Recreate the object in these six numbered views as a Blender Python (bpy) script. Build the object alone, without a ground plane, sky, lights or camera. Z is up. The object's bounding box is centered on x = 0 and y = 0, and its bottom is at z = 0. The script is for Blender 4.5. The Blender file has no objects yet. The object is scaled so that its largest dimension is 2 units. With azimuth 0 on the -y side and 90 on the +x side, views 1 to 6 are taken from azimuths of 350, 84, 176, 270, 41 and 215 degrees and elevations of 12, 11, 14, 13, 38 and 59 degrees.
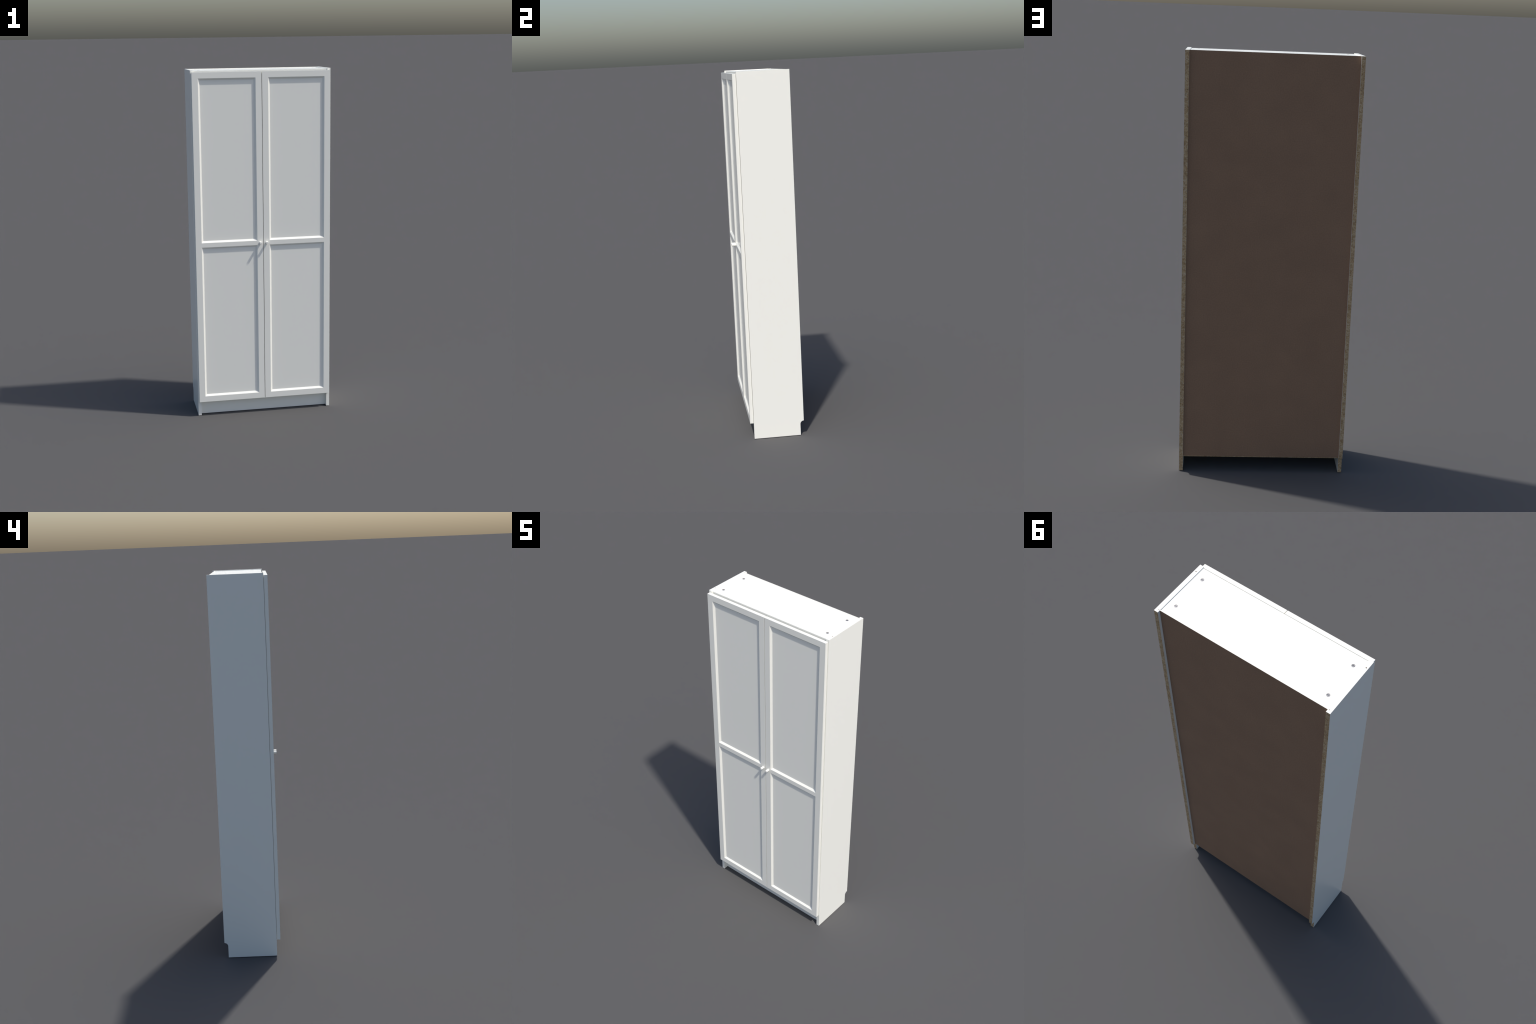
import bpy, bmesh, math
from mathutils import Vector

# ------------------------------------------------------------------ sizes (m)
W = 0.3951            # half width over the side panels
T = 0.0180            # board thickness
YF, YB = -0.1186, 0.1590      # front / back edge of the side panels
H = 2.0
TOP_Z = 1.9967        # upper face of the top board (sits a little below the sides)
TOP_YF = -0.1129      # its front edge, set back from the sides
BACK_Y0, BACK_Y1 = 0.1440, 0.1470   # thin back board
BACK_Z0, BACK_Z1 = 0.0815, 1.9998
DOOR_Y0, DOOR_Y1 = -0.1388, -0.1201 # door front / back
DOOR_Z0, DOOR_Z1 = 0.0886, 1.9892
DOOR_X = 0.3894       # outer edge of the doors
DOOR_GAP = 0.0015     # half gap between the doors
STILE = 0.0338        # frame width
RAIL_Z0, RAIL_Z1 = 1.0125, 1.0380   # middle rail
BEVEL, DEPTH = 0.0105, 0.0090       # slope round each panel field
KNOB_X, KNOB_Z, KNOB_R = 0.0185, 1.0258, 0.0069

# ------------------------------------------------------------------ materials
def new_mat(name):
    m = bpy.data.materials.new(name); m.use_nodes = True
    nt = m.node_tree; b = nt.nodes["Principled BSDF"]
    return m, nt, b

def obj_coord(nt, scale=(1, 1, 1)):
    tc = nt.nodes.new("ShaderNodeTexCoord"); mp = nt.nodes.new("ShaderNodeMapping")
    mp.inputs["Scale"].default_value = scale
    nt.links.new(tc.outputs["Object"], mp.inputs["Vector"])
    return mp.outputs["Vector"]

def noise(nt, vec, scale, detail=2.0, rough=0.5):
    n = nt.nodes.new("ShaderNodeTexNoise")
    n.inputs["Scale"].default_value = scale
    n.inputs["Detail"].default_value = detail
    n.inputs["Roughness"].default_value = rough
    nt.links.new(vec, n.inputs["Vector"]); return n

def ramp(nt, fac, stops):
    r = nt.nodes.new("ShaderNodeValToRGB"); el = r.color_ramp.elements
    while len(el) < len(stops): el.new(0.5)
    for e, (p, c) in zip(el, stops):
        e.position = p; e.color = (*c, 1)
    nt.links.new(fac, r.inputs["Fac"]); return r

def mix(nt, fac, a, b, mode="MIX"):
    m = nt.nodes.new("ShaderNodeMix"); m.data_type = "RGBA"; m.blend_type = mode
    if isinstance(fac, float): m.inputs[0].default_value = fac
    else: nt.links.new(fac, m.inputs[0])
    for sock, v in ((m.inputs[6], a), (m.inputs[7], b)):
        if isinstance(v, tuple): sock.default_value = (*v, 1)
        else: nt.links.new(v, sock)
    return m.outputs[2]

def make_white():
    m, nt, b = new_mat("white_foil")
    b.inputs["Base Color"].default_value = (*WHITE, 1)
    b.inputs["Specular IOR Level"].default_value = 0.5
    # the smooth foil only varies a trace in gloss
    n = noise(nt, obj_coord(nt), 400.0, 2.0)
    r = nt.nodes.new("ShaderNodeMapRange")
    r.inputs["To Min"].default_value = WHITE_ROUGH - 0.01
    r.inputs["To Max"].default_value = WHITE_ROUGH + 0.01
    nt.links.new(n.outputs["Fac"], r.inputs["Value"])
    nt.links.new(r.outputs["Result"], b.inputs["Roughness"])
    return m

def make_chipboard():
    m, nt, b = new_mat("raw_chipboard")
    v = obj_coord(nt, (1.0, 1.0, 1.15))
    # pressed chips: two sizes of cells with their own tone, grey and dark flecks
    warp = noise(nt, v, 160.0, 2.0)
    add = nt.nodes.new("ShaderNodeVectorMath"); add.operation = "MULTIPLY_ADD"
    add.inputs[1].default_value = (0.006, 0.006, 0.006)
    nt.links.new(warp.outputs["Color"], add.inputs[0]); nt.links.new(v, add.inputs[2])
    vo = nt.nodes.new("ShaderNodeTexVoronoi"); vo.inputs["Scale"].default_value = 210.0
    nt.links.new(add.outputs[0], vo.inputs["Vector"])
    sep = nt.nodes.new("ShaderNodeSeparateColor")
    nt.links.new(vo.outputs["Color"], sep.inputs[0])
    chips = ramp(nt, sep.outputs[0], [(0.0, CHIP[0]), (0.35, CHIP[1]), (0.7, CHIP[2]), (1.0, CHIP[3])])
    big = noise(nt, v, 42.0, 3.0, 0.6)
    tone = ramp(nt, big.outputs["Fac"], [(0.32, (0.72, 0.66, 0.58)), (0.5, (1, 1, 1)), (0.68, (1.10, 1.12, 1.15))])
    c = mix(nt, 0.85, chips.outputs["Color"], tone.outputs["Color"], "MULTIPLY")
    fleck = noise(nt, v, 130.0, 2.0)
    fr = ramp(nt, fleck.outputs["Fac"], [(0.66, (0, 0, 0)), (0.74, (0.8, 0.8, 0.8))])
    c = mix(nt, fr.outputs["Color"], c, CHIP_DARK)
    grain = noise(nt, v, 420.0, 2.0, 0.7)          # fine grey and dark speckle
    gr = ramp(nt, grain.outputs["Fac"], [(0.30, (0.62, 0.62, 0.63)), (0.47, (1, 1, 1)), (0.58, (1, 1, 1)), (0.72, (1.22, 1.26, 1.34))])
    c = mix(nt, 1.0, c, gr.outputs["Color"], "MULTIPLY")
    nt.links.new(c, b.inputs["Base Color"])
    b.inputs["Roughness"].default_value = 0.85
    b.inputs["Specular IOR Level"].default_value = 0.25
    bp = nt.nodes.new("ShaderNodeBump"); bp.inputs["Strength"].default_value = 0.35
    bp.inputs["Distance"].default_value = 0.0006
    nt.links.new(sep.outputs[1], bp.inputs["Height"])
    nt.links.new(bp.outputs["Normal"], b.inputs["Normal"])
    return m

def make_hardboard():
    m, nt, b = new_mat("brown_hardboard")
    v = obj_coord(nt)
    big = noise(nt, v, 7.0, 4.0, 0.6)
    fine = noise(nt, v, 170.0, 3.0, 0.6)
    c1 = ramp(nt, big.outputs["Fac"], [(0.3, BROWN[0]), (0.7, BROWN[1])])
    c2 = ramp(nt, fine.outputs["Fac"], [(0.3, (0.9, 0.9, 0.9)), (0.7, (1.1, 1.1, 1.1))])
    c = mix(nt, 1.0, c1.outputs["Color"], c2.outputs["Color"], "MULTIPLY")
    nt.links.new(c, b.inputs["Base Color"])
    b.inputs["Roughness"].default_value = 0.75
    b.inputs["Specular IOR Level"].default_value = 0.25
    bp = nt.nodes.new("ShaderNodeBump"); bp.inputs["Strength"].default_value = 0.1
    bp.inputs["Distance"].default_value = 0.0005
    nt.links.new(fine.outputs["Fac"], bp.inputs["Height"])
    nt.links.new(bp.outputs["Normal"], b.inputs["Normal"])
    return m

def make_metal():
    m, nt, b = new_mat("zinc_metal")
    v = obj_coord(nt)
    n = noise(nt, v, 700.0, 2.0)
    r = ramp(nt, n.outputs["Fac"], [(0.3, (0.32, 0.325, 0.345)), (0.7, (0.36, 0.365, 0.385))])
    nt.links.new(r.outputs["Color"], b.inputs["Base Color"])
    b.inputs["Metallic"].default_value = 0.3
    b.inputs["Roughness"].default_value = 0.3
    return m

WHITE, WHITE_ROUGH = (0.990, 0.981, 0.908), 0.25
CHIP = [(0.40, 0.245, 0.122), (0.50, 0.34, 0.182), (0.575, 0.41, 0.238), (0.555, 0.445, 0.305)]
CHIP_DARK = (0.19, 0.16, 0.115)
BROWN = [(0.285, 0.172, 0.108), (0.315, 0.190, 0.118)]

white, chip, brown, metal = make_white(), make_chipboard(), make_hardboard(), make_metal()

# ------------------------------------------------------------------ helpers
def link(name, me, parent, mats):
    ob = bpy.data.objects.new(name, me)
    bpy.context.scene.collection.objects.link(ob)
    for m in mats:
        if m.name not in [x.name for x in me.materials]: me.materials.append(m)
    ob.parent = parent
    return ob

def bm_obj(name, bm, parent, mats):
    bmesh.ops.recalc_face_normals(bm, faces=bm.faces)
    me = bpy.data.meshes.new(name); bm.to_mesh(me); bm.free()
    return link(name, me, parent, mats)

def box(bm, x0, x1, y0, y1, z0, z1):
    v = [bm.verts.new((x, y, z)) for x in (x0, x1) for y in (y0, y1) for z in (z0, z1)]
    fs = [(0, 1, 3, 2), (4, 6, 7, 5), (0, 4, 5, 1), (2, 3, 7, 6), (0, 2, 6, 4), (1, 5, 7, 3)]
    return [bm.faces.new([v[i] for i in f]) for f in fs]

def cut(ob, cutter):
    mod = ob.modifiers.new("cut", "BOOLEAN"); mod.object = cutter; mod.solver = "EXACT"
    dg = bpy.context.evaluated_depsgraph_get()
    me = bpy.data.meshes.new_from_object(ob.evaluated_get(dg))
    old = ob.data; ob.modifiers.clear(); ob.data = me
    bpy.data.meshes.remove(old)
    cm = cutter.data; bpy.data.objects.remove(cutter); bpy.data.meshes.remove(cm)

def disc_cutter(x, y, r, z0, z1, n=32):
    bm = bmesh.new()
    bmesh.ops.create_cone(bm, cap_ends=True, segments=n, radius1=r, radius2=r, depth=z1 - z0)
    bmesh.ops.translate(bm, verts=bm.verts, vec=(x, y, (z0 + z1) / 2))
    return bm_obj("cutter", bm, None, [chip])

# ------------------------------------------------------------------ the cabinet
root = bpy.data.objects.new("bookcase_cabinet", None)
bpy.context.scene.collection.objects.link(root)
root["label"] = "tall white bookcase cabinet with two panelled doors and small knobs"
root["category"] = "bookcase"

# --- side panels: board with a rounded notch for the skirting at its back foot
NOTCH_D, NOTCH_Z, NOTCH_R = 0.0195, 0.0826, 0.0193
def side_profile():
    pts = [(YF, 0.0), (YB - NOTCH_D, 0.0)]
    for i in range(13):                      # concave quarter round
        a = math.pi - i / 12 * math.pi / 2
        pts.append((YB + (NOTCH_R - NOTCH_D) + NOTCH_R * math.cos(a),
                    NOTCH_Z - NOTCH_R + NOTCH_R * math.sin(a)))
    pts[-1] = (YB, NOTCH_Z)
    pts += [(YB, H), (YF, H)]
    return pts

def side_panel(sgn):
    bm = bmesh.new()
    prof = side_profile()
    outer = [bm.verts.new((sgn * W, y, z)) for y, z in prof]
    inner = [bm.verts.new((sgn * (W - T), y, z)) for y, z in prof]
    bm.faces.new(outer); bm.faces.new(inner)
    n = len(prof)
    for i in range(n):
        bm.faces.new((outer[i], outer[(i + 1) % n], inner[(i + 1) % n], inner[i]))
    ob = bm_obj("side_panel", bm, root, [white, chip])
    # groove that takes the back board, and a small drilled hole in the top edge
    g = bmesh.new()
    xa, xb = sgn * (W - T - 0.01), sgn * (W - T + 0.0068)
    box(g, min(xa, xb), max(xa, xb), BACK_Y0 - 0.0004, BACK_Y1 + 0.0004, BACK_Z0, H + 0.01)
    cut(ob, bm_obj("cutter", g, None, [chip]))
    cut(ob, disc_cutter(sgn * 0.3868, -0.0818, 0.0025, H - 0.012, H + 0.01, 16))
    for p in ob.data.polygons:
        c, nn = p.center, p.normal
        raw = (nn.y > 0.5 or nn.z < -0.2 or
               (c.y > YB - 0.03 and c.z < NOTCH_Z and abs(nn.x) < 0.5))
        hole = math.hypot(c.x - sgn * 0.3868, c.y + 0.0818) < 0.004 and c.z < H - 1e-4
        groove = (BACK_Y0 - 0.002 < c.y < BACK_Y1 + 0.002 and abs(c.x) > W - T + 0.0002
                  and abs(c.x) < W - 0.001 and c.z < H - 1e-4)
        p.material_index = 1 if (raw or hole or groove) else 0
    return ob
side_panel(1); side_panel(-1)

XI = W - T                                    # inner face of the sides
# --- top board
bm = bmesh.new(); box(bm, -XI, XI, TOP_YF, BACK_Y0 - 0.0001, TOP_Z - T, TOP_Z)
top = bm_obj("top_panel", bm, root, [white, chip])
CAMS = [(sx * 0.343, y) for sx in (1, -1) for y in (-0.0646, 0.0943)]
for x, y in CAMS:
    cut(top, disc_cutter(x, y, 0.0074, TOP_Z - 0.012, TOP_Z + 0.01))
for p in top.data.polygons:
    p.material_index = 1 if (p.center.z < TOP_Z - 1e-4 and p.center.z > TOP_Z - 0.0125
                             and abs(p.center.x) < XI - 0.001 and abs(p.center.y) < 0.11) else 0

# --- cam fasteners in the top board: round head with a driver slot
def cam_mesh():
    bm = bmesh.new()
    bmesh.ops.create_cone(bm, cap_ends=True, segments=32, radius1=0.0072, radius2=0.0072, depth=0.010)
    bmesh.ops.bevel(bm, geom=[e for e in bm.edges if all(v.co.z > 0 for v in e.verts)],
                    offset=0.0007, segments=2, affect="EDGES")
    ob = bm_obj("cam_fastener", bm, None, [metal])
    s = bmesh.new(); box(s, -0.0048, 0.0048, -0.0012, 0.0012, 0.0028, 0.02)
    cut(ob, bm_obj("cutter", s, None, [metal]))
    s = bmesh.new(); box(s, -0.0013, 0.0013, -0.0030, 0.0024, 0.0038, 0.02)
    cut(ob, bm_obj("cutter", s, None, [metal]))
    return ob
cam = cam_mesh()
for i, (x, y) in enumerate(CAMS):
    o = cam if i == 0 else cam.copy()
    if i: bpy.context.scene.collection.objects.link(o)
    o.parent = top
    o.location = (x, y, TOP_Z - 0.0056)

# --- bottom shelf, kickboard, inner shelves
def board(name, x0, x1, y0, y1, z0, z1, raw_back=True):
    bm = bmesh.new(); box(bm, x0, x1, y0, y1, z0, z1)
    ob = bm_obj(name, bm, root, [white, chip])
    for p in ob.data.polygons:
        p.material_index = 1 if (raw_back and p.normal.y > 0.5) else 0
    return ob
board("bottom_shelf", -XI, XI, TOP_YF, BACK_Y0 - 0.0002, 0.0765, 0.0765 + T)
board("kickboard", -XI, XI, -0.0905, -0.0905 + T, 0.0006, 0.0763)

# --- back board, held in the side grooves
bm = bmesh.new(); box(bm, -XI - 0.0046, XI + 0.0046, BACK_Y0, BACK_Y1, BACK_Z0, BACK_Z1)
back = bm_obj("back_panel", bm, root, [white, brown])
for p in back.data.polygons:
    p.material_index = 1 if (p.normal.y > 0.5 or p.normal.z < -0.5) else 0

# --- doors: frame with two sunk fields, panels set into it, a turned knob
def door(sgn):
    x0, x1 = sorted((sgn * DOOR_GAP, sgn * DOOR_X))
    xs = [x0, x0 + STILE, x1 - STILE, x1]
    zs = [DOOR_Z0, DOOR_Z0 + STILE, RAIL_Z0, RAIL_Z1, DOOR_Z1 - STILE + 0.001, DOOR_Z1]
    off_x = [0, BEVEL, -BEVEL, 0]
    off_z = [0, BEVEL, -BEVEL, BEVEL, -BEVEL, 0]
    bm = bmesh.new()
    front = [[bm.verts.new((x, DOOR_Y0, z)) for z in zs] for x in xs]
    rear = [[bm.verts.new((x + ox, DOOR_Y1, z + oz)) for z, oz in zip(zs, off_z)]
            for x, ox in zip(xs, off_x)]
    opening = {(1, 1), (1, 3)}
    for i in range(3):
        for k in range(5):
            ring = [(i, k), (i + 1, k), (i + 1, k + 1), (i, k + 1)]
            if (i, k) in opening:
                f = [front[a][b] for a, b in ring]
                r = [rear[a][b] for a, b in ring]
                mid = [bm.verts.new((v.co.x, DOOR_Y0 + DEPTH, v.co.z)) for v in r]
                for j in range(4):
                    q = (j + 1) % 4
                    bm.faces.new((f[j], f[q], mid[q], mid[j]))      # sloped edge
                    bm.faces.new((mid[j], mid[q], r[q], r[j]))      # back of the slope
            else:
                bm.faces.new([front[a][b] for a, b in ring])
                bm.faces.new([rear[a][b] for a, b in ring])
    for i in range(3):
        for k in (0, 5):
            bm.faces.new((front[i][k], front[i + 1][k], rear[i + 1][k], rear[i][k]))
    for k in range(5):
        for i in (0, 3):
            bm.faces.new((front[i][k], front[i][k + 1], rear[i][k + 1], rear[i][k]))
    d = bm_obj("door", bm, root, [white])
    for k in (1, 3):
        pb = bmesh.new()
        box(pb, xs[1] + BEVEL - 0.002, xs[2] - BEVEL + 0.002, DOOR_Y0 + DEPTH - 0.00005, DOOR_Y1 - 0.002,
            zs[k] + BEVEL - 0.002, zs[k + 1] - BEVEL + 0.002)
        bm_obj("door_panel", pb, d, [white])
    return d
doors = [door(-1), door(1)]

def knob_mesh():
    # turned profile (radius, distance out of the door), spun about y
    L = DOOR_Y0 + 0.1590
    prof = [(0.0, L), (KNOB_R - 0.0009, L), (KNOB_R - 0.00025, L - 0.00025), (KNOB_R, L - 0.0009),
            (KNOB_R, 0.0), (KNOB_R, -0.002), (0.0, -0.002)]
    bm = bmesh.new(); n = 32; rings = []
    for r, d in prof:
        if r == 0: rings.append([bm.verts.new((0, -d, 0))]); continue
        rings.append([bm.verts.new((r * math.cos(2 * math.pi * i / n), -d,
                                    r * math.sin(2 * math.pi * i / n))) for i in range(n)])
    for a, b in zip(rings, rings[1:]):
        for i in range(n):
            j = (i + 1) % n
            if len(a) == 1: bm.faces.new((a[0], b[i], b[j]))
            elif len(b) == 1: bm.faces.new((a[i], a[j], b[0]))
            else: bm.faces.new((a[i], a[j], b[j], b[i]))
    ob = bm_obj("knob", bm, None, [white])
    for p in ob.data.polygons: p.use_smooth = abs(p.normal.y) < 0.9
    return ob
kn = knob_mesh()
for i, sgn in enumerate((-1, 1)):
    o = kn if i == 0 else kn.copy()
    if i: bpy.context.scene.collection.objects.link(o)
    o.parent = doors[i]
    o.location = (sgn * KNOB_X, DOOR_Y0, KNOB_Z)
